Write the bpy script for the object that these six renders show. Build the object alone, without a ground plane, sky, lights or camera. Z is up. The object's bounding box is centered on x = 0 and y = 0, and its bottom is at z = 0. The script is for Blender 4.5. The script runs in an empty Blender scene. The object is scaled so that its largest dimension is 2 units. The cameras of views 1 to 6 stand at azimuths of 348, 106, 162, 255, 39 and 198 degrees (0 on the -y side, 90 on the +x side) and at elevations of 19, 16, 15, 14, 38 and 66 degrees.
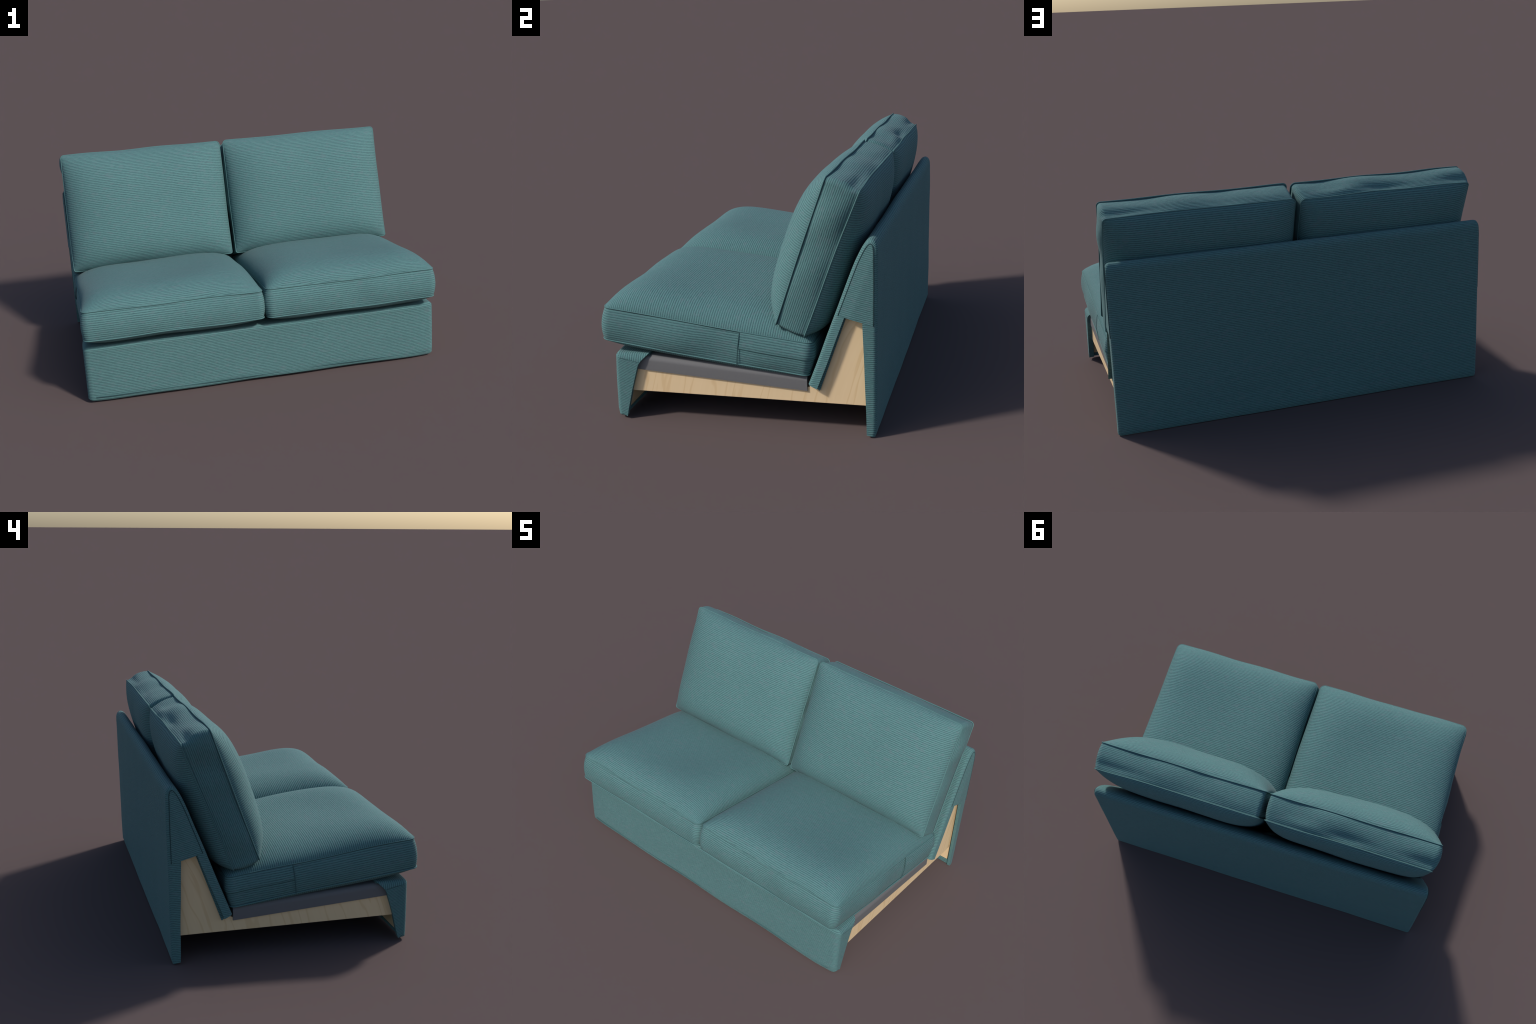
# Armless two-seat sofa section: slip-covered wedge back, front skirt, plywood frame,
# grey seat deck, two seat cushions and two back cushions in ribbed teal corduroy.
import bpy, math
import numpy as np
from mathutils import Matrix, Vector

# ----------------------------------------------------------------- node helpers
def new_mat(name):
    m = bpy.data.materials.new(name); m.use_nodes = True
    nt = m.node_tree; nt.nodes.clear()
    out = nt.nodes.new('ShaderNodeOutputMaterial')
    b = nt.nodes.new('ShaderNodeBsdfPrincipled')
    nt.links.new(b.outputs[0], out.inputs[0])
    return m, nt, b

class G:
    """tiny wrapper to write node graphs as expressions"""
    def __init__(s, nt): s.nt = nt
    def put(s, sock, v):
        if isinstance(v, bpy.types.NodeSocket): s.nt.links.new(v, sock)
        else: sock.default_value = v
    def math(s, op, a, b=0.0, c=0.0, clamp=False):
        n = s.nt.nodes.new('ShaderNodeMath'); n.operation = op; n.use_clamp = clamp
        for i, v in enumerate((a, b, c)): s.put(n.inputs[i], v)
        return n.outputs[0]
    def coord(s):
        n = s.nt.nodes.new('ShaderNodeTexCoord'); return n.outputs['Object']
    def sep(s, v):
        n = s.nt.nodes.new('ShaderNodeSeparateXYZ'); s.put(n.inputs[0], v); return n.outputs
    def comb(s, x, y, z):
        n = s.nt.nodes.new('ShaderNodeCombineXYZ')
        for i, v in enumerate((x, y, z)): s.put(n.inputs[i], v)
        return n.outputs[0]
    def noise(s, vec, scale, detail=2.0, rough=0.5, dist=0.0):
        n = s.nt.nodes.new('ShaderNodeTexNoise')
        s.put(n.inputs['Vector'], vec); n.inputs['Scale'].default_value = scale
        n.inputs['Detail'].default_value = detail; n.inputs['Roughness'].default_value = rough
        n.inputs['Distortion'].default_value = dist
        return n.outputs['Fac']
    def ramp(s, f, pts, interp='LINEAR'):
        n = s.nt.nodes.new('ShaderNodeValToRGB'); r = n.color_ramp; r.interpolation = interp
        while len(r.elements) < len(pts): r.elements.new(0.5)
        for e, (p, c) in zip(r.elements, pts):
            e.position = p; e.color = c if len(c) == 4 else (*c, 1)
        s.put(n.inputs[0], f); return n.outputs[0]
    def mix(s, f, a, b):
        n = s.nt.nodes.new('ShaderNodeMix'); n.data_type = 'RGBA'
        s.put(n.inputs[0], f)
        for i, v in ((6, a), (7, b)):
            s.put(n.inputs[i], v if isinstance(v, bpy.types.NodeSocket) else (*v, 1))
        return n.outputs[2]
    def bump(s, h, strength, dist):
        n = s.nt.nodes.new('ShaderNodeBump'); n.inputs['Strength'].default_value = strength
        n.inputs['Distance'].default_value = dist; s.put(n.inputs['Height'], h)
        return n.outputs[0]

RIDGE  = (0.102, 0.219, 0.219)
MIDTON = (0.077, 0.167, 0.170)
GROOVE = (0.049, 0.108, 0.115)
FLECK  = (0.112, 0.170, 0.186)

def corduroy(name, axis, pitch, roll=None, tilt=0.0, wander=0.004, along='X', crown=None):
    """ribbed cloth: ribs repeat along one object axis ('Y' or 'Z').
    roll=(y,z,r): ribs follow the arc over a rolled top edge; tilt: slope of z ribs with y."""
    m, nt, b = new_mat(name); g = G(nt)
    co = g.coord(); x, y, z = g.sep(co)
    if roll:
        yc, zc, r = roll
        ang = g.math('ARCTAN2', g.math('SUBTRACT', z, zc), g.math('SUBTRACT', y, yc))
        arc = g.math('MULTIPLY_ADD', ang, r, zc)
        over = g.math('GREATER_THAN', z, zc)
        s = g.math('ADD', g.math('MULTIPLY', arc, over),
                   g.math('MULTIPLY', z, g.math('SUBTRACT', 1.0, over)))
    else:
        s = {'Y': y, 'Z': z}[axis]
    if crown:                                          # even ribs measured over the crown, not in plan
        t_pts, s_pts, half, total = crown
        fc = nt.nodes.new('ShaderNodeFloatCurve'); cv = fc.mapping.curves[0]
        while len(cv.points) < len(t_pts): cv.points.new(0.5, 0.5)
        for p, a, b_ in zip(cv.points, t_pts, s_pts): p.location = (a, b_); p.handle_type = 'VECTOR'
        fc.mapping.update()
        g.put(fc.inputs['Value'], g.math('MULTIPLY_ADD', s, 0.5 / half, 0.5))
        s = g.math('MULTIPLY', fc.outputs[0], total)
    if tilt: s = g.math('MULTIPLY_ADD', y, tilt, s)
    w = g.noise(co, 3.2, 2.0)
    w2 = g.noise(co, 40.0, 2.0)
    s = g.math('MULTIPLY_ADD', g.math('SUBTRACT', w, 0.5), wander, s)
    s = g.math('MULTIPLY_ADD', g.math('SUBTRACT', w2, 0.5), pitch * 0.28, s)
    ph = g.math('MULTIPLY', s, 2 * math.pi / pitch)
    rib = g.math('MULTIPLY_ADD', g.math('SINE', ph), 0.5, 0.5)
    rib = g.math('POWER', rib, 0.75)
    # yarn grain: streaks that run a little way along a rib
    if axis == 'Y': v = g.comb(g.math('MULTIPLY', x, 0.40), s, z)
    elif along == 'Y': v = g.comb(x, g.math('MULTIPLY', y, 0.45), s)
    else: v = g.comb(g.math('MULTIPLY', x, 0.40), g.math('MULTIPLY', y, 0.45), s)
    yarn = g.noise(v, 170.0, 2.0, 0.6)
    fine = g.noise(co, 520.0, 1.0, 0.6)
    h = g.math('MULTIPLY_ADD', g.math('SUBTRACT', yarn, 0.5), 0.95, rib)
    col = g.ramp(h, [(0.05, GROOVE), (0.45, MIDTON), (0.95, RIDGE)])
    fl = g.noise(v, 75.0, 1.0, 0.5)
    col = g.mix(g.math('MULTIPLY', g.ramp(fl, [(0.54, (0, 0, 0)), (0.70, (1, 1, 1))]), 0.5), col, FLECK)
    big = g.noise(co, 5.0, 2.0)
    col = g.mix(g.ramp(big, [(0.35, (0, 0, 0)), (0.7, (0.22, 0.22, 0.22))]), col, MIDTON)
    nt.links.new(col, b.inputs['Base Color'])
    b.inputs['Roughness'].default_value = 0.92
    b.inputs['Specular IOR Level'].default_value = 0.18
    b.inputs['Sheen Weight'].default_value = 0.05
    b.inputs['Sheen Roughness'].default_value = 0.5
    hh = g.math('MULTIPLY_ADD', fine, 0.25, h)
    nt.links.new(g.bump(hh, 0.6, 0.0011), b.inputs['Normal'])
    return m

def plywood(name, tint=1.0):
    """pale maple veneer: upright, wandering growth lines, a few small knots"""
    m, nt, b = new_mat(name); g = G(nt)
    co = g.coord(); x, y, z = g.sep(co)
    yy = g.math('MULTIPLY_ADD', g.math('POWER', g.math('MAXIMUM', z, 0.0), 1.6), -0.5, y)
    v = g.comb(x, g.math('MULTIPLY', yy, 4.5), g.math('MULTIPLY', z, 0.8))
    warp = g.noise(v, 1.3, 3.0, 0.55, 0.6)
    bands = g.math('SINE', g.math('MULTIPLY_ADD', warp, 30.0, g.math('MULTIPLY', yy, 90.0)))
    line = g.ramp(bands, [(0.0, (0, 0, 0)), (0.70, (0.06, 0.06, 0.06)), (1.0, (1, 1, 1))])
    gr = g.noise(g.comb(x, g.math('MULTIPLY', yy, 7.0), g.math('MULTIPLY', z, 0.5)), 9.0, 4.0, 0.6)
    base = g.mix(gr, (0.80 * tint, 0.60 * tint, 0.365 * tint), (0.75 * tint, 0.545 * tint, 0.315 * tint))
    col = g.mix(g.math('MULTIPLY', line, 0.36), base, (0.60 * tint, 0.38 * tint, 0.17 * tint))
    vo = nt.nodes.new('ShaderNodeTexVoronoi'); vo.inputs['Scale'].default_value = 6.0
    nt.links.new(g.comb(x, y, g.math('MULTIPLY', z, 0.6)), vo.inputs['Vector'])
    knot = g.ramp(vo.outputs['Distance'], [(0.012, (1, 1, 1)), (0.032, (0, 0, 0))])
    col = g.mix(g.math('MULTIPLY', knot, 0.7), col, (0.26, 0.15, 0.07))
    nt.links.new(col, b.inputs['Base Color'])
    b.inputs['Roughness'].default_value = 0.6
    b.inputs['Specular IOR Level'].default_value = 0.3
    nt.links.new(g.bump(gr, 0.1, 0.001), b.inputs['Normal'])
    return m

def plain(name, colour, rough=0.75):
    m, nt, b = new_mat(name); g = G(nt)
    n = g.noise(g.coord(), 180.0, 2.0)
    c2 = tuple(c * 0.88 for c in colour)
    nt.links.new(g.mix(n, colour, c2), b.inputs['Base Color'])
    b.inputs['Roughness'].default_value = rough
    b.inputs['Specular IOR Level'].default_value = 0.3
    nt.links.new(g.bump(n, 0.08, 0.001), b.inputs['Normal'])
    return m

PITCH_C, PITCH_F = 0.0107, 0.0091          # rib spacing: cushions, frame covers
ROLL = (0.619, 0.856, 0.033)               # rolled top edge of the back
M_BOX    = corduroy('corduroy_seat_boxing', 'Z', 0.0114, wander=0.007)
M_BOXB   = corduroy('corduroy_back_boxing', 'Z', 0.0092, wander=0.007)
M_WELT   = plain('corduroy_welt', tuple(0.5 * (a + b) for a, b in zip(RIDGE, MIDTON)), 0.92)
M_COVER  = corduroy('corduroy_back_cover', 'Z', PITCH_F, roll=ROLL, wander=0.006)
M_FLAP   = corduroy('corduroy_flap', 'Z', PITCH_F, tilt=0.22, wander=0.006, along='Y')
M_SKIRT  = corduroy('corduroy_skirt', 'Z', PITCH_F, wander=0.010)
M_SKTOP  = corduroy('corduroy_skirt_top', 'Y', PITCH_C, wander=0.006)
M_SKSIDE = corduroy('corduroy_skirt_side', 'Z', PITCH_F * 0.9, tilt=0.28, wander=0.012, along='Y')
M_WOOD   = plywood('maple_plywood')
M_GREY   = plain('grey_deck_cloth', (0.150, 0.148, 0.151), 0.7)
M_SEAM   = plain('seam_thread', (0.03, 0.07, 0.075), 0.95)
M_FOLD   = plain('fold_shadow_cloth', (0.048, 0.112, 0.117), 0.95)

# ----------------------------------------------------------------- mesh helpers
def make(name, verts, faces, mat, parent=None, smooth=True, angle=None, kind=None):
    me = bpy.data.meshes.new(name)
    me.from_pydata([tuple(map(float, v)) for v in verts], [], [tuple(map(int, f)) for f in faces])
    me.update()
    ob = bpy.data.objects.new(name, me); bpy.context.collection.objects.link(ob)
    for mm in (mat if isinstance(mat, (list, tuple)) else [mat]): me.materials.append(mm)
    me.polygons.foreach_set('use_smooth', [smooth] * len(me.polygons))
    if angle is not None: me.set_sharp_from_angle(angle=math.radians(angle))
    if parent: ob.parent = parent
    if kind: ob['kind'] = kind
    return ob

def grid_faces(nr, nc, off=0, wrap=False, flip=False):
    f = []
    cc = nc if wrap else nc - 1
    for i in range(nr - 1):
        for j in range(cc):
            a, b = off + i * nc + j, off + i * nc + (j + 1) % nc
            q = (a, b, b + nc, a + nc)
            f.append(q[::-1] if flip else q)
    return f

class Ripple:
    """smooth repeatable noise field: a sum of seeded sine waves"""
    def __init__(s, seed, wavelength, n=9):
        r = np.random.RandomState(seed)
        d = r.normal(size=(n, 3)); d /= np.linalg.norm(d, axis=1)[:, None]
        s.k = d * (2 * math.pi / (wavelength * r.uniform(0.7, 1.6, n)))[:, None]
        s.p = r.uniform(0, 6.28, n); s.n = n
    def __call__(s, P):
        return np.sin(P @ s.k.T + s.p).sum(1) / math.sqrt(s.n / 2)

def warp_field(P, seed, amp):
    return np.stack([Ripple(seed + i, 0.42)(P) * amp for i in range(3)], 1)

# ----------------------------------------------------------------- cushions
def square_to_round(a, b, hx, hy, radii):
    """map (a,b) in [-1,1]^2 onto a rectangle with rounded corners;
    radii: front-left, front-right, rear-right, rear-left as (-,-),(+,-),(+,+),(-,+)"""
    x, y = a * hx, b * hy
    for (sx, sy), r in zip(((-1, -1), (1, -1), (1, 1), (-1, 1)), radii):
        p, q = (sx * x - (hx - r)) / r, (sy * y - (hy - r)) / r
        m = (p > 0) & (q > 0)
        pp = p * np.sqrt(np.clip(1 - q * q / 2, 0, 1)); qq = q * np.sqrt(np.clip(1 - p * p / 2, 0, 1))
        x = np.where(m, sx * (hx - r + pp * r), x); y = np.where(m, sy * (hy - r + qq * r), y)
    return x, y

def spaced(n):
    t = np.linspace(-1, 1, n)
    return np.sign(t) * (1 - (1 - np.abs(t)) ** 1.55)       # denser near the seams

def pillow(t, p_lo, p_hi, q):
    p = np.where(t < 0, p_lo, p_hi)
    return np.clip(1 - np.abs(t) ** p, 0, 1) ** q

def crown_arc(d, hy):
    """running length of cloth over the crown, as a curve of the plan position"""
    t = np.linspace(-1, 1, 4001)
    z = d['h'] * pillow(t, d['lo'], d['hi'], d['q']) * (1 + d.get('ay', 0) * t)
    L = np.r_[0, np.cumsum(np.hypot(np.diff(t) * hy, np.diff(z)))]
    k = np.array([-1, -.997, -.99, -.975, -.95, -.92, -.88, -.82, -.7, -.45, 0, .45, .7, .82, .88, .92, .95, .975, .99, .997, 1])
    return (k + 1) / 2, np.interp(k, t, L) / L[-1], hy, L[-1]

def cushion(name, parent, hx, hy, ht, centre, angle, up, down, radii, seed,
            sway=0.004, wrinkle=0.003, welt=(0.003, 0.003), box_bulge=0.008, zip_from=None, skew=0.0, lip=0.003, M_BOX=M_BOX, rear=(0.0, 0.0), dent=0.0):
    """a boxed cushion in its own frame: x width, y depth, z thickness.
    up/down: dict(h=height of crown, px, py_lo, py_hi, q)"""
    top_h = lambda x, y: ht + skew * y / hy
    NX, NY = 97, 81
    A, B = np.meshgrid(spaced(NX), spaced(NY))
    X, Y = square_to_round(A, B, hx, hy, radii)
    X, Y = X.ravel(), Y.ravel(); A, B = A.ravel(), B.ravel()
    rip = Ripple(seed + 50, 0.24); rip2 = Ripple(seed + 60, 0.55)
    def panel(side, d):
        f = pillow(A, d['px'], d['px'], d['q']) * pillow(B, d['lo'], d['hi'], d['q'])
        P = np.stack([X, Y, np.zeros_like(X)], 1)
        h = d['h'] * f * (1 + 0.025 * rip2(P) + d.get('ax', 0) * A + d.get('ay', 0) * B + d.get('axy', 0) * A * B) + wrinkle * 0.5 * rip(P) * np.minimum(f * 1.5, 1) * np.clip(1.15 - f, 0, 1)
        P[:, 2] = side * (top_h(X, Y) + h)
        return P
    # outline (counter-clockwise)
    t = spaced(NX)[:-1]; s = spaced(NY)[:-1]
    oa = np.concatenate([t, np.ones(len(s)), -t, -np.ones(len(s))])
    ob_ = np.concatenate([-np.ones(len(t)), s, np.ones(len(t)), -s])
    ox, oy = square_to_round(oa, ob_, hx, hy, radii)
    n = len(ox)
    tx, ty = np.roll(ox, -1) - np.roll(ox, 1), np.roll(oy, -1) - np.roll(oy, 1)
    L = np.hypot(tx, ty); nx, ny = ty / L, -tx / L
    # boxing
    rows = np.linspace(-1, 1, 25); rows = np.sign(rows) * np.abs(rows) ** 0.7
    def box_point(w, extra=0.0):
        P = np.stack([ox, oy, w * top_h(ox, oy)], 1)
        env = (1 - w * w)
        d = box_bulge * env + wrinkle * rip(P * np.array([1, 1, 0.45])) * np.sqrt(env) * 1.2 + extra - (lip if abs(w) < 0.995 else 0.0) * abs(w) ** 3
        if dent:                                            # slack cloth sags ahead of the rear seam
            sag = np.exp(-((w + 0.55) / 0.34) ** 2) * np.clip(ny, 0, 1) * (0.5 + 0.5 * rip(P * np.array([0.62, 0, 0.3])))
            side = np.abs(nx) * env * 0.5 * rip(P * np.array([0, 1.3, 0.35]) + 3.0)
            d = d - dent * (sag + side)
        P[:, 0] += nx * d; P[:, 1] += ny * d
        return P
    box = np.concatenate([box_point(w) for w in rows])
    def sw(P):
        P = P + warp_field(P, seed, sway)
        k = np.clip((ht - P[:, 2]) / (2 * ht), 0, 1)       # 0 at the front seam, 1 at the rear seam
        P[:, 0] *= 1 - rear[0] * k
        P[:, 1] -= rear[1] * k * np.clip(P[:, 1] / hy, 0, 1)
        return P
    M = Matrix.Translation(Vector(centre)) @ Matrix.Rotation(math.radians(angle), 4, 'X')
    body = make(name, sw(box), grid_faces(len(rows), n, wrap=True), M_BOX, parent)
    body.matrix_local = M
    make('top_panel', sw(panel(1, up)), grid_faces(NY, NX),
         corduroy(name + '_top_cloth', 'Y', PITCH_C, crown=crown_arc(up, hy)), body)
    make('bottom_panel', sw(panel(-1, down)), grid_faces(NY, NX, flip=True),
         corduroy(name + '_bottom_cloth', 'Y', PITCH_C, crown=crown_arc(down, hy)), body)
    # piping: a slim welt along both seams
    vv, ff = [], []
    K = 8
    for side, r in zip((1, -1), welt):
        C = np.stack([ox + nx * r * 0.3, oy + ny * r * 0.3, side * top_h(ox, oy)], 1)
        off = len(vv) * n
        for k in range(K):
            a = 2 * math.pi * k / K
            P = C.copy(); c, z_ = math.cos(a) * r, math.sin(a) * r
            P[:, 0] += nx * c; P[:, 1] += ny * c; P[:, 2] += z_
            vv.append(sw(P))
        base = (0 if side == 1 else K) * n
        for k in range(K):
            k2 = (k + 1) % K
            for j in range(n):
                j2 = (j + 1) % n
                ff.append((base + k * n + j, base + k * n + j2, base + k2 * n + j2, base + k2 * n + j))
    make('piping', np.concatenate(vv), ff, M_WELT, body)
    # thin dark ribbon beside each welt
    vv, ff = [], []
    for i, (w, e) in enumerate(((0.955, 0.0009), (-0.955, 0.0009))):
        Q = sw(box_point(w, e)); N = np.stack([nx, ny, 0 * nx], 1)
        vv += [Q + np.array([0, 0, -0.0022]) - N * 0.001, Q + N * 0.0006, Q + np.array([0, 0, 0.0022]) - N * 0.001]
        ff += grid_faces(3, n, off=3 * n * i, wrap=True)
    make('seam_dark_ribbon', np.concatenate(vv), ff, M_SEAM, body)
    # zip placket: an overlapping strip round the rear half of the boxing
    if zip_from is not None:
        idx = [j for j in range(n) if oy[j] > zip_from]
        k0 = next(i for i in range(len(idx)) if idx[i] - idx[i - 1] != 1)
        idx = idx[k0:] + idx[:k0]
        vs = []
        prof = [(0.02, -0.003), (0.0, 0.004), (0.05, 0.0052), (0.35, 0.004), (0.7, 0.004), (0.93, 0.005), (0.97, 0.004), (0.98, -0.002)]
        for w, e in prof:
            vs.append(sw(box_point(w, e))[idx])
        make('zip_placket', np.concatenate(vs), grid_faces(len(prof), len(idx)), M_BOX, body, angle=40)
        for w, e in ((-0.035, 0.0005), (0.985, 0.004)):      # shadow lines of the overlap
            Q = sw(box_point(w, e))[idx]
            make('placket_shadow_strip', np.concatenate([Q + np.array([0, 0, -0.0026]), Q + np.array([nx[idx], ny[idx], 0 * nx[idx]]).T * 0.0022, Q + np.array([0, 0, 0.0026])]),
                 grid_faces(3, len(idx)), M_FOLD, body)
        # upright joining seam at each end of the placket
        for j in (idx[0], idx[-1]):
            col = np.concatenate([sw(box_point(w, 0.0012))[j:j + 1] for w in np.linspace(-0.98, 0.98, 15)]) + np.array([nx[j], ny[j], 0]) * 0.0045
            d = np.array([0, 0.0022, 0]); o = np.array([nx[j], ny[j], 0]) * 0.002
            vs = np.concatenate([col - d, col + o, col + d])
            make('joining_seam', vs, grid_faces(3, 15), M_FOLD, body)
    return body

root = bpy.data.objects.new('sofa', None); bpy.context.collection.objects.link(root)
root['label'] = 'armless teal corduroy two-seat sofa with plywood frame sides'
root['category'] = 'sofa'

SEAT_UP = (dict(h=0.096, px=5.4, lo=5.0, hi=4.2, q=0.64, ax=0.09, ay=-0.06, axy=0.04),
           dict(h=0.104, px=6.0, lo=5.2, hi=5.0, q=0.64, ax=0.03, ay=0.00))
SEAT_DN = dict(h=0.046, px=8.0, lo=6.5, hi=7.0, q=0.62)
BACK_UP = (dict(h=0.119, px=4.0, lo=4.8, hi=3.0, q=0.66, ax=-0.09, ay=-0.01),
           dict(h=0.117, px=4.4, lo=5.2, hi=2.9, q=0.66, ax=0.04, ay=-0.05))
BACK_DN = dict(h=0.089, px=7.5, lo=9.0, hi=3.2, q=0.66, ay=-0.10)
for i, sx in enumerate((-1, 1)):
    rr = 0.034
    cushion('seat_cushion', root, (0.4845, 0.4805)[i], 0.492, 0.0775, ((-0.490, 0.494)[i], -0.142, 0.3995), -7.2,
            SEAT_UP[i], SEAT_DN, (rr, rr, 0.03, 0.03), 11 + 40 * i, sway=0.0018,
            wrinkle=0.0024, box_bulge=0.012, zip_from=0.16, lip=0.0012, welt=(0.0026, 0.0034))
for i, sx in enumerate((-1, 1)):
    cushion('back_cushion', root, (0.483, 0.485)[i], 0.349, 0.071, ((-0.4985, 0.4925)[i], 0.381, 0.796), 69.0,
            BACK_UP[i], BACK_DN, (0.012, 0.012, (0.024, 0.018)[i], (0.018, 0.024)[i]), 301 + 40 * i, sway=0.0016,
            wrinkle=0.0032, box_bulge=0.007, skew=0.004, lip=0.004, M_BOX=M_BOXB,
            rear=((0.022, 0.010), (0.0, 0.0))[i], dent=0.0075)

# ----------------------------------------------------------------- swept covers
def resample(pts, n):
    P = np.array(pts, float); d = np.r_[0, np.cumsum(np.hypot(*np.diff(P, axis=0).T))]
    t = np.linspace(0, d[-1], n)
    return np.stack([np.interp(t, d, P[:, 0]), np.interp(t, d, P[:, 1])], 1)

def path(segs):
    """join (points, count) polylines, dropping repeated joints"""
    out = []
    for pts, n in segs:
        q = resample(pts, n); out.extend(q if not out else q[1:])
    return np.array(out)

def inset(P, d):
    T = np.gradient(P, axis=0); T /= np.linalg.norm(T, axis=1)[:, None]
    return P + np.stack([-T[:, 1], T[:, 0]], 1) * d     # to the left of travel

def sweep(name, outer, thin, wide, xe, xi, r, parent, mat, wave=0.0, seed=0, end_shape=None, shift=None, sink=None):
    """sheet that follows 'outer' across the sofa. Its inner face is 'thin' in the middle;
    beyond |x|=xi it widens to 'wide', forming the end returns; ends are rounded by r."""
    secs = []
    xs = np.linspace(-xi, xi, 61)
    end = [(xe - r + r * math.sin(a), r * (1 - math.cos(a))) for a in np.linspace(0, math.pi / 2, 7)]
    for x, d in reversed(end): secs.append((-x, d, wide))
    secs.append((-xi, 0, wide))
    for x in xs: secs.append((x, 0, thin))
    secs.append((xi, 0, wide))
    for x, d in end: secs.append((x, d, wide))
    rp = Ripple(seed, 0.35)
    V = []
    for x, d, inner in secs:
        o = end_shape(outer, d / r) if d else outer
        s = np.concatenate([o, inner[::-1]])
        P = np.stack([np.full(len(s), x), s[:, 0], s[:, 1]], 1)
        if sink and d == r: P[[len(s) - 1 - i for i in range(*sink)], 0] -= np.sign(x) * 0.007
        if wave:
            w = rp(P) * wave; P[:, 1] += w * 0.7
        if shift: P = shift(P)
        V.append(P)
    m = len(V[0]); F = []
    for i in range(len(V) - 1):
        for j in range(m):
            j2 = (j + 1) % m
            F.append((i * m + j, i * m + j2, (i + 1) * m + j2, (i + 1) * m + j))
    n = len(outer)
    for i, fl in ((0, False), (len(V) - 1, True)):
        for j in range(n - 1):
            q = (i * m + j, i * m + m - 1 - j, i * m + m - 2 - j, i * m + j + 1)
            F.append(q[::-1] if fl else q)
    return make(name, np.concatenate(V), F, mat, parent, angle=50)

# back cover: rear wall, rolled top, sloping front (outer profile in y, z)
def smooth_path(pts, n):
    """Catmull-Rom curve through hand-set profile points"""
    P = np.array(pts, float); P = np.vstack([2 * P[0] - P[1], P, 2 * P[-1] - P[-2]])
    out = []
    for i in range(1, len(P) - 2):
        a, b, c, d = P[i - 1:i + 3]
        for t in np.linspace(0, 1, 8, endpoint=False):
            out.append(0.5 * (2 * b + (c - a) * t + (2 * a - 5 * b + 4 * c - d) * t * t + (3 * b - a - 3 * c + d) * t ** 3))
    out.append(P[-2])
    return resample(out, n)
slope = 0.387
YR = 0.634
# crest of the back: tight at the rear, easing into the sloping front
roll_pts = smooth_path([(0.651, 0.838), (0.6498, 0.858), (0.644, 0.875), (0.634, 0.886), (0.622, 0.890), (0.609, 0.886),
                        (0.598, 0.8765), (0.587, 0.862), (0.5755, 0.842), (0.562, 0.815), (0.5485, 0.785), (0.535, 0.7515)], 24)
fy, fz = roll_pts[-1]
slope_y = lambda z: fy - (fz - z) * slope            # front face of the wedge
foot = (slope_y(0.226), 0.226)
outer = path([([(YR - 0.008, 0.001), (YR - 0.002, 0.008), (YR, 0.10), (YR + 0.008, 0.42), (0.6495, 0.70), tuple(roll_pts[0])], 40),
              (roll_pts, 24), ([(fy, fz), foot], 34)])
n1 = 40 + 23; n2 = len(outer)
thin = inset(outer, 0.013)
thin[-1] = (foot[0] + 0.013, foot[1] - 0.004)
apex_r, apex_f = (0.582, 0.528), (0.506, 0.552)
wide = np.concatenate([resample([(0.590, 0.010), apex_r], 40),
                       resample([apex_r, apex_f], 24)[1:],
                       resample([apex_f, (foot[0] + 0.041, foot[1] - 0.016)], 34)[1:]])
wide = wide[:len(outer)]
XE = 0.9965
def end_taper(P):
    """the front strap sits a little further in than the rear edge of each end"""
    P = P.copy()
    near = np.clip(1 - (P[:, 1] - slope_y(P[:, 2])) / 0.075, 0, 1)
    out = np.clip((np.abs(P[:, 0]) - 0.90) / 0.07, 0, 1)
    P[:, 0] -= np.sign(P[:, 0]) * 0.010 * near * out
    return P
back = sweep('back_cover', outer, thin, wide, XE, 0.978, 0.018, root, M_COVER, seed=5, wave=0.0012,
             end_shape=lambda o, k: inset(o, 0.018 * k), shift=end_taper, sink=(40, 62))

def plate(name, poly, x0, x1, mat, parent, bevel=0.0, angle=35, grid=False):
    """flat shaped board between two x planes from a y-z outline"""
    n = len(poly)
    V = [(x0, *p) for p in poly] + [(x1, *p) for p in poly]
    F = [tuple(range(n))[::-1], tuple(range(n, 2 * n))]
    F += [(i, (i + 1) % n, n + (i + 1) % n, n + i) for i in range(n)]
    ob = make(name, V, F, mat, parent, smooth=False)
    import bmesh
    bm = bmesh.new(); bm.from_mesh(ob.data)
    bmesh.ops.recalc_face_normals(bm, faces=bm.faces)
    if bevel:
        es = [e for e in bm.edges if e.calc_face_angle(0) > math.radians(angle)]
        bmesh.ops.bevel(bm, geom=es, offset=bevel, segments=2, affect='EDGES', clamp_overlap=True)
    if grid:                                       # slice so that a later bend stays smooth
        for y in np.arange(0.10, 0.44, 0.012):
            bmesh.ops.bisect_plane(bm, geom=bm.verts[:] + bm.edges[:] + bm.faces[:], plane_co=(0, y, 0), plane_no=(0, 1, -slope))
    bm.to_mesh(ob.data); bm.free()
    return ob

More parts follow.
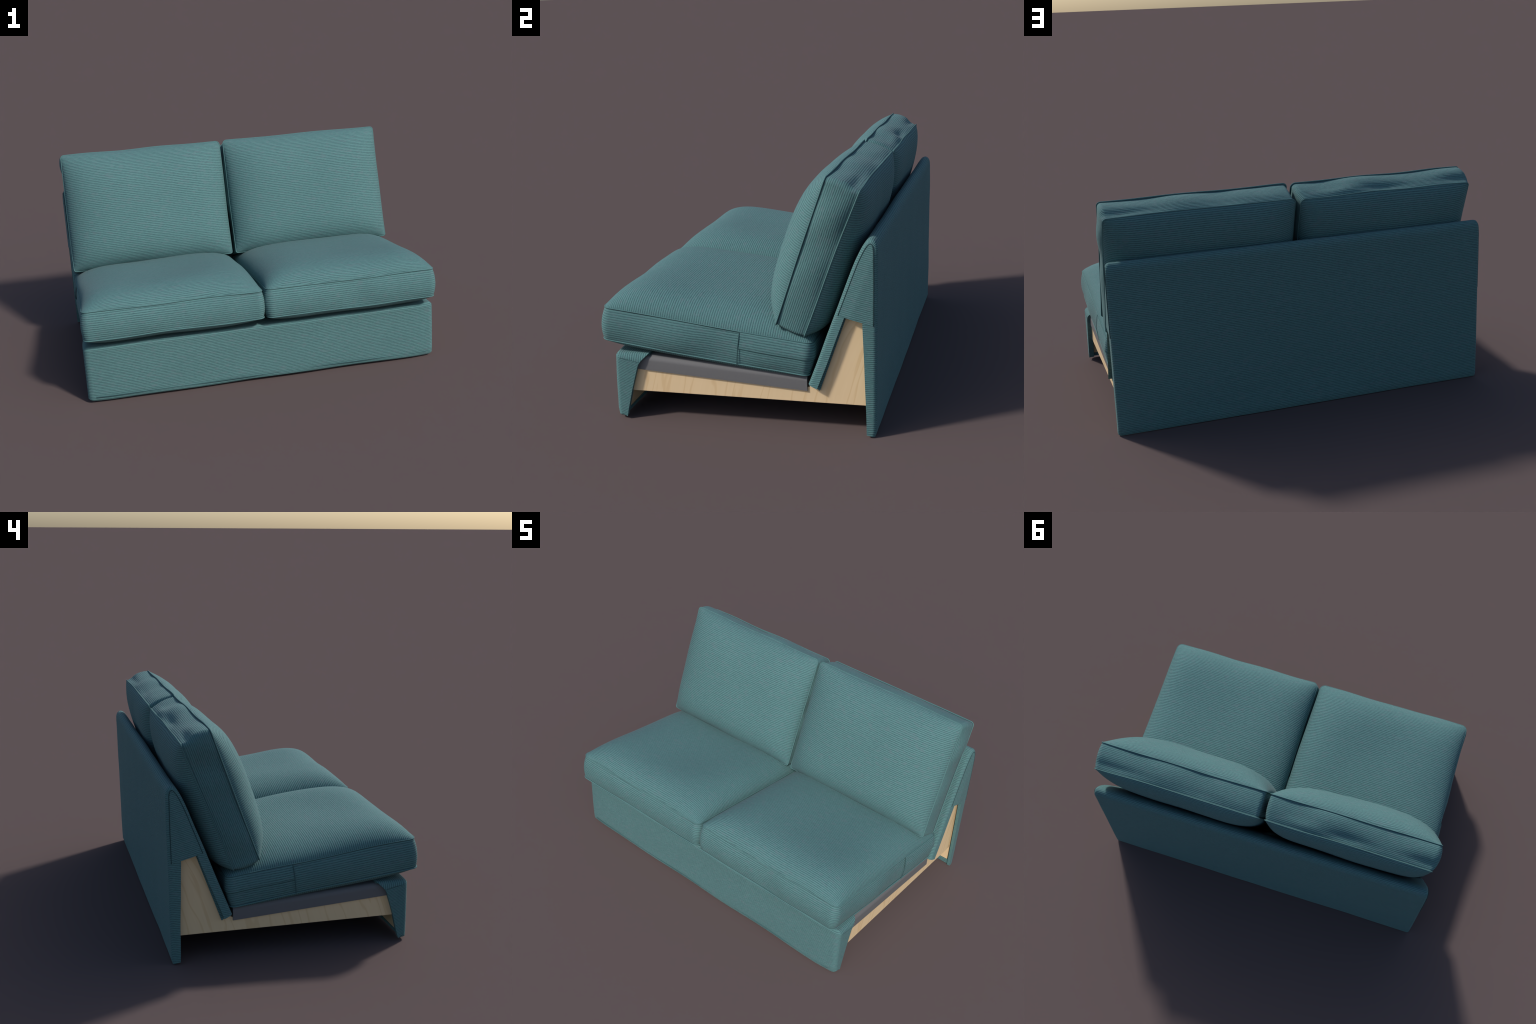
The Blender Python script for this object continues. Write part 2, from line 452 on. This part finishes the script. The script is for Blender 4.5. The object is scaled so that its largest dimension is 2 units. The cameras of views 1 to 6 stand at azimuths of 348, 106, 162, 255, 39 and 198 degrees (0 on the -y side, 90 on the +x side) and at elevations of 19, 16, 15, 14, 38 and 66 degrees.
def ribbon_tube(name, pts, r, mat, parent, K=6):
    P = np.array(pts, float); T = np.gradient(P, axis=0); T /= np.linalg.norm(T, axis=1)[:, None]
    V = []
    for p, t in zip(P, T):
        u = np.array([1.0, 0, 0]); w = np.cross(t, u); w /= np.linalg.norm(w)
        for k in range(K):
            a = 2 * math.pi * k / K; V.append(p + r * (math.cos(a) * u + math.sin(a) * w))
    F = grid_faces(len(P), K, wrap=True)
    F += [tuple(range(K)), tuple(range((len(P) - 1) * K, len(P) * K))[::-1]]
    return make(name, V, F, mat, parent)

fl_out = inset(outer, 0.0175)
k0 = int(np.argmin(np.abs(fl_out[:40, 1] - 0.512)))
k1 = len(fl_out) - 34 + int(np.argmin(np.abs(fl_out[-34:, 1] - 0.562)))
flap_poly = [tuple(p) for p in fl_out[k0:k1 + 1]]
for sx in (-1, 1):
    a, b = sx * (XE - 0.006), sx * (XE + 0.0022)
    fl = plate('end_flap', flap_poly, min(a, b), max(a, b), M_FLAP, back, bevel=0.0012, angle=60, grid=True)
    co = end_taper(np.array([v.co for v in fl.data.vertices]))
    for v, c in zip(fl.data.vertices, co): v.co = c
    seam = end_taper(np.array([(sx * (XE + 0.0012), p[0], p[1]) for p in inset(outer, 0.0155)[k0:k1 + 1]]))
    ribbon_tube('flap_seam', seam, 0.0016, M_SEAM, back)
    # inner hem fold behind the front strap
    h0, h1 = np.array([foot[0] + 0.036, foot[1] - 0.020]), np.array([0.503, 0.552])
    dirn = (h1 - h0) / np.linalg.norm(h1 - h0); nrm = np.array([dirn[1], -dirn[0]])
    hem = [tuple(h0), tuple(h0 + nrm * 0.017 - dirn * 0.006), tuple(h1 + nrm * 0.008), tuple(h1)]
    a, b = sx * 0.9655, sx * 0.9735
    plate('strap_hem', hem, min(a, b), max(a, b), M_FLAP, back, bevel=0.002)

# front skirt: front drop and the tuck over the deck
sk_front = [(-0.580, 0.008), (-0.587, 0.014), (-0.590, 0.045), (-0.586, 0.16), (-0.580, 0.298)]
arc = [(-0.558 + 0.022 * math.cos(a), 0.302 + 0.022 * math.sin(a)) for a in np.linspace(math.pi, math.pi / 2, 9)]
sk_outer = path([(sk_front, 34), ([sk_front[-1]] + arc, 12), ([arc[-1], (-0.420, 0.322)], 12)])
sk_thin = inset(sk_outer, -0.012)
sk_wide = np.concatenate([resample([(-0.543, 0.010), (-0.507, 0.143), (-0.474, 0.250)], 34),
                          resample([(-0.474, 0.250), (-0.468, 0.268)], 12)[1:],
                          resample([(-0.468, 0.268), (-0.462, 0.278)], 12)[1:]])
XS = 0.987
def skirt_end(o, k):
    """the ends: front edge rounds back, top cloth drapes down towards the rear"""
    q = inset(o, -0.022 * k)
    t = np.clip((o[:, 0] + 0.558) / 0.138, 0, 1)          # 0 at the front roll, 1 at the rear edge
    q[:, 1] -= 0.018 * k * t
    q[:, 0] -= 0.042 * k * t * t
    return q
def skirt_bow(P):
    P = P.copy(); f = np.clip((P[:, 1] + 0.42) / -0.15, 0, 1)
    low = np.clip((0.05 - P[:, 2]) / 0.04, 0, 1)          # slack hem
    P[:, 2] += low * 0.0028 * (1 + np.sin(P[:, 0] * 7.3 + 1.1) * np.cos(P[:, 0] * 3.1))
    P[:, 1] -= low * 0.0025 * np.sin(P[:, 0] * 11.0)
    P[:, 1] -= 0.010 * f * np.clip((0.985 - np.abs(P[:, 0])) / 0.12, 0, 1) ** 0.6
    return P
skirt = sweep('front_skirt', sk_outer, sk_thin, sk_wide, XS, 0.957, 0.028, root,
              [M_SKIRT, M_SKTOP, M_SKSIDE], seed=77, wave=0.0032, end_shape=skirt_end, shift=skirt_bow)
ntop = 34 + 9                                      # profile index where the top cloth begins
msec = len(sk_outer) * 2
for p in skirt.data.polygons:                      # cloth direction per panel
    k = min(v % msec for v in p.vertices)
    if all(ntop - 1 <= v % msec < len(sk_outer) for v in p.vertices): p.material_index = 1
    elif abs(p.normal.x) > 0.7: p.material_index = 2
endline = skirt_end(sk_outer, 1.0)[ntop - 3:]
for sx in (-1, 1):
    ribbon_tube('skirt_seam', [(sx * (XS - 0.0004), q[0] + 0.0004, q[1] - 0.0006) for q in endline[::2]], 0.0012, M_SEAM, skirt)
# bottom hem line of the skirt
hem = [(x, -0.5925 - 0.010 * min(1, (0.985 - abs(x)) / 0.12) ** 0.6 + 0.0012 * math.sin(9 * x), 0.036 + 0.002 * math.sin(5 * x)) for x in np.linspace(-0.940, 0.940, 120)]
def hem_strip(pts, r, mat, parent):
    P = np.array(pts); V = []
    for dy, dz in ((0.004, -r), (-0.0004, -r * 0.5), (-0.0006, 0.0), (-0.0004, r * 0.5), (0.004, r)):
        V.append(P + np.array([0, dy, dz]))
    return make('hem_dark_line', np.concatenate(V), grid_faces(5, len(P), flip=True), mat, parent)
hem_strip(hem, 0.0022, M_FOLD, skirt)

plate('skirt_hem', [(-0.584, 0.010), (-0.553, 0.013), (-0.553, 0.034), (-0.584, 0.034)], -0.966, 0.966, M_SKIRT, skirt, bevel=0.003)
plate('cover_hem', [(0.600, 0.004), (0.624, 0.003), (0.624, 0.034), (0.600, 0.034)], -0.975, 0.975, M_COVER, back, bevel=0.003)
# ----------------------------------------------------------------- frame and deck
rail = lambda y: 0.245 + (y + 0.463) * -0.0702
side = [(-0.556, 0.135), (0.604, 0.135), (0.604, 0.83), (0.586, 0.83), (0.40, 0.335), (0.335, rail(0.335) + 0.02),
        (0.318, rail(0.318) + 0.012), (-0.45, rail(-0.45) + 0.012), (-0.556, rail(-0.556) + 0.012)]
for sx in (-1, 1):
    a, b = sx * 0.941, sx * 0.963
    plate('side_board', side, min(a, b), max(a, b), M_WOOD, root, bevel=0.0012)
plate('front_board', [(-0.570, 0.034), (-0.552, 0.034), (-0.552, 0.30), (-0.570, 0.30)], -0.963, 0.963, M_WOOD, root, bevel=0.001)
plate('rear_board', [(0.606, 0.034), (0.618, 0.034), (0.618, 0.82), (0.606, 0.82)], -0.963, 0.963, M_WOOD, root, bevel=0.001)

# grey seat deck: a slab with a softly rounded top edge
def deck():
    ys, ye, thick, r, X = -0.545, 0.324, 0.070, 0.026, 0.970
    prof = [(0.0, 0.0), (0.0, thick - r)] + [(r - r * math.cos(a), thick - r + r * math.sin(a)) for a in np.linspace(0, math.pi / 2, 8)[1:]]
    V = []
    NY = 24
    for y in np.linspace(ys, ye, NY):
        z0 = rail(y)
        row = [(-X + d, y, z0 + h) for d, h in prof] + [(X - d, y, z0 + h) for d, h in reversed(prof)]
        V += row
    m = 2 * len(prof)
    F = grid_faces(NY, m, wrap=True)
    F += [tuple(range(m)), tuple(range((NY - 1) * m, NY * m))[::-1]]
    return make('seat_deck', V, F, M_GREY, root, angle=40)
deck()

import bmesh
for ob in list(bpy.data.objects):
    if ob.type == 'MESH' and ob.name.split('.')[0] in ('seat_cushion', 'back_cover', 'front_skirt', 'seat_deck', 'piping', 'flap_seam', 'skirt_seam'):
        bm = bmesh.new(); bm.from_mesh(ob.data)
        bmesh.ops.remove_doubles(bm, verts=bm.verts, dist=1e-6)
        bmesh.ops.recalc_face_normals(bm, faces=bm.faces); bm.to_mesh(ob.data); bm.free()
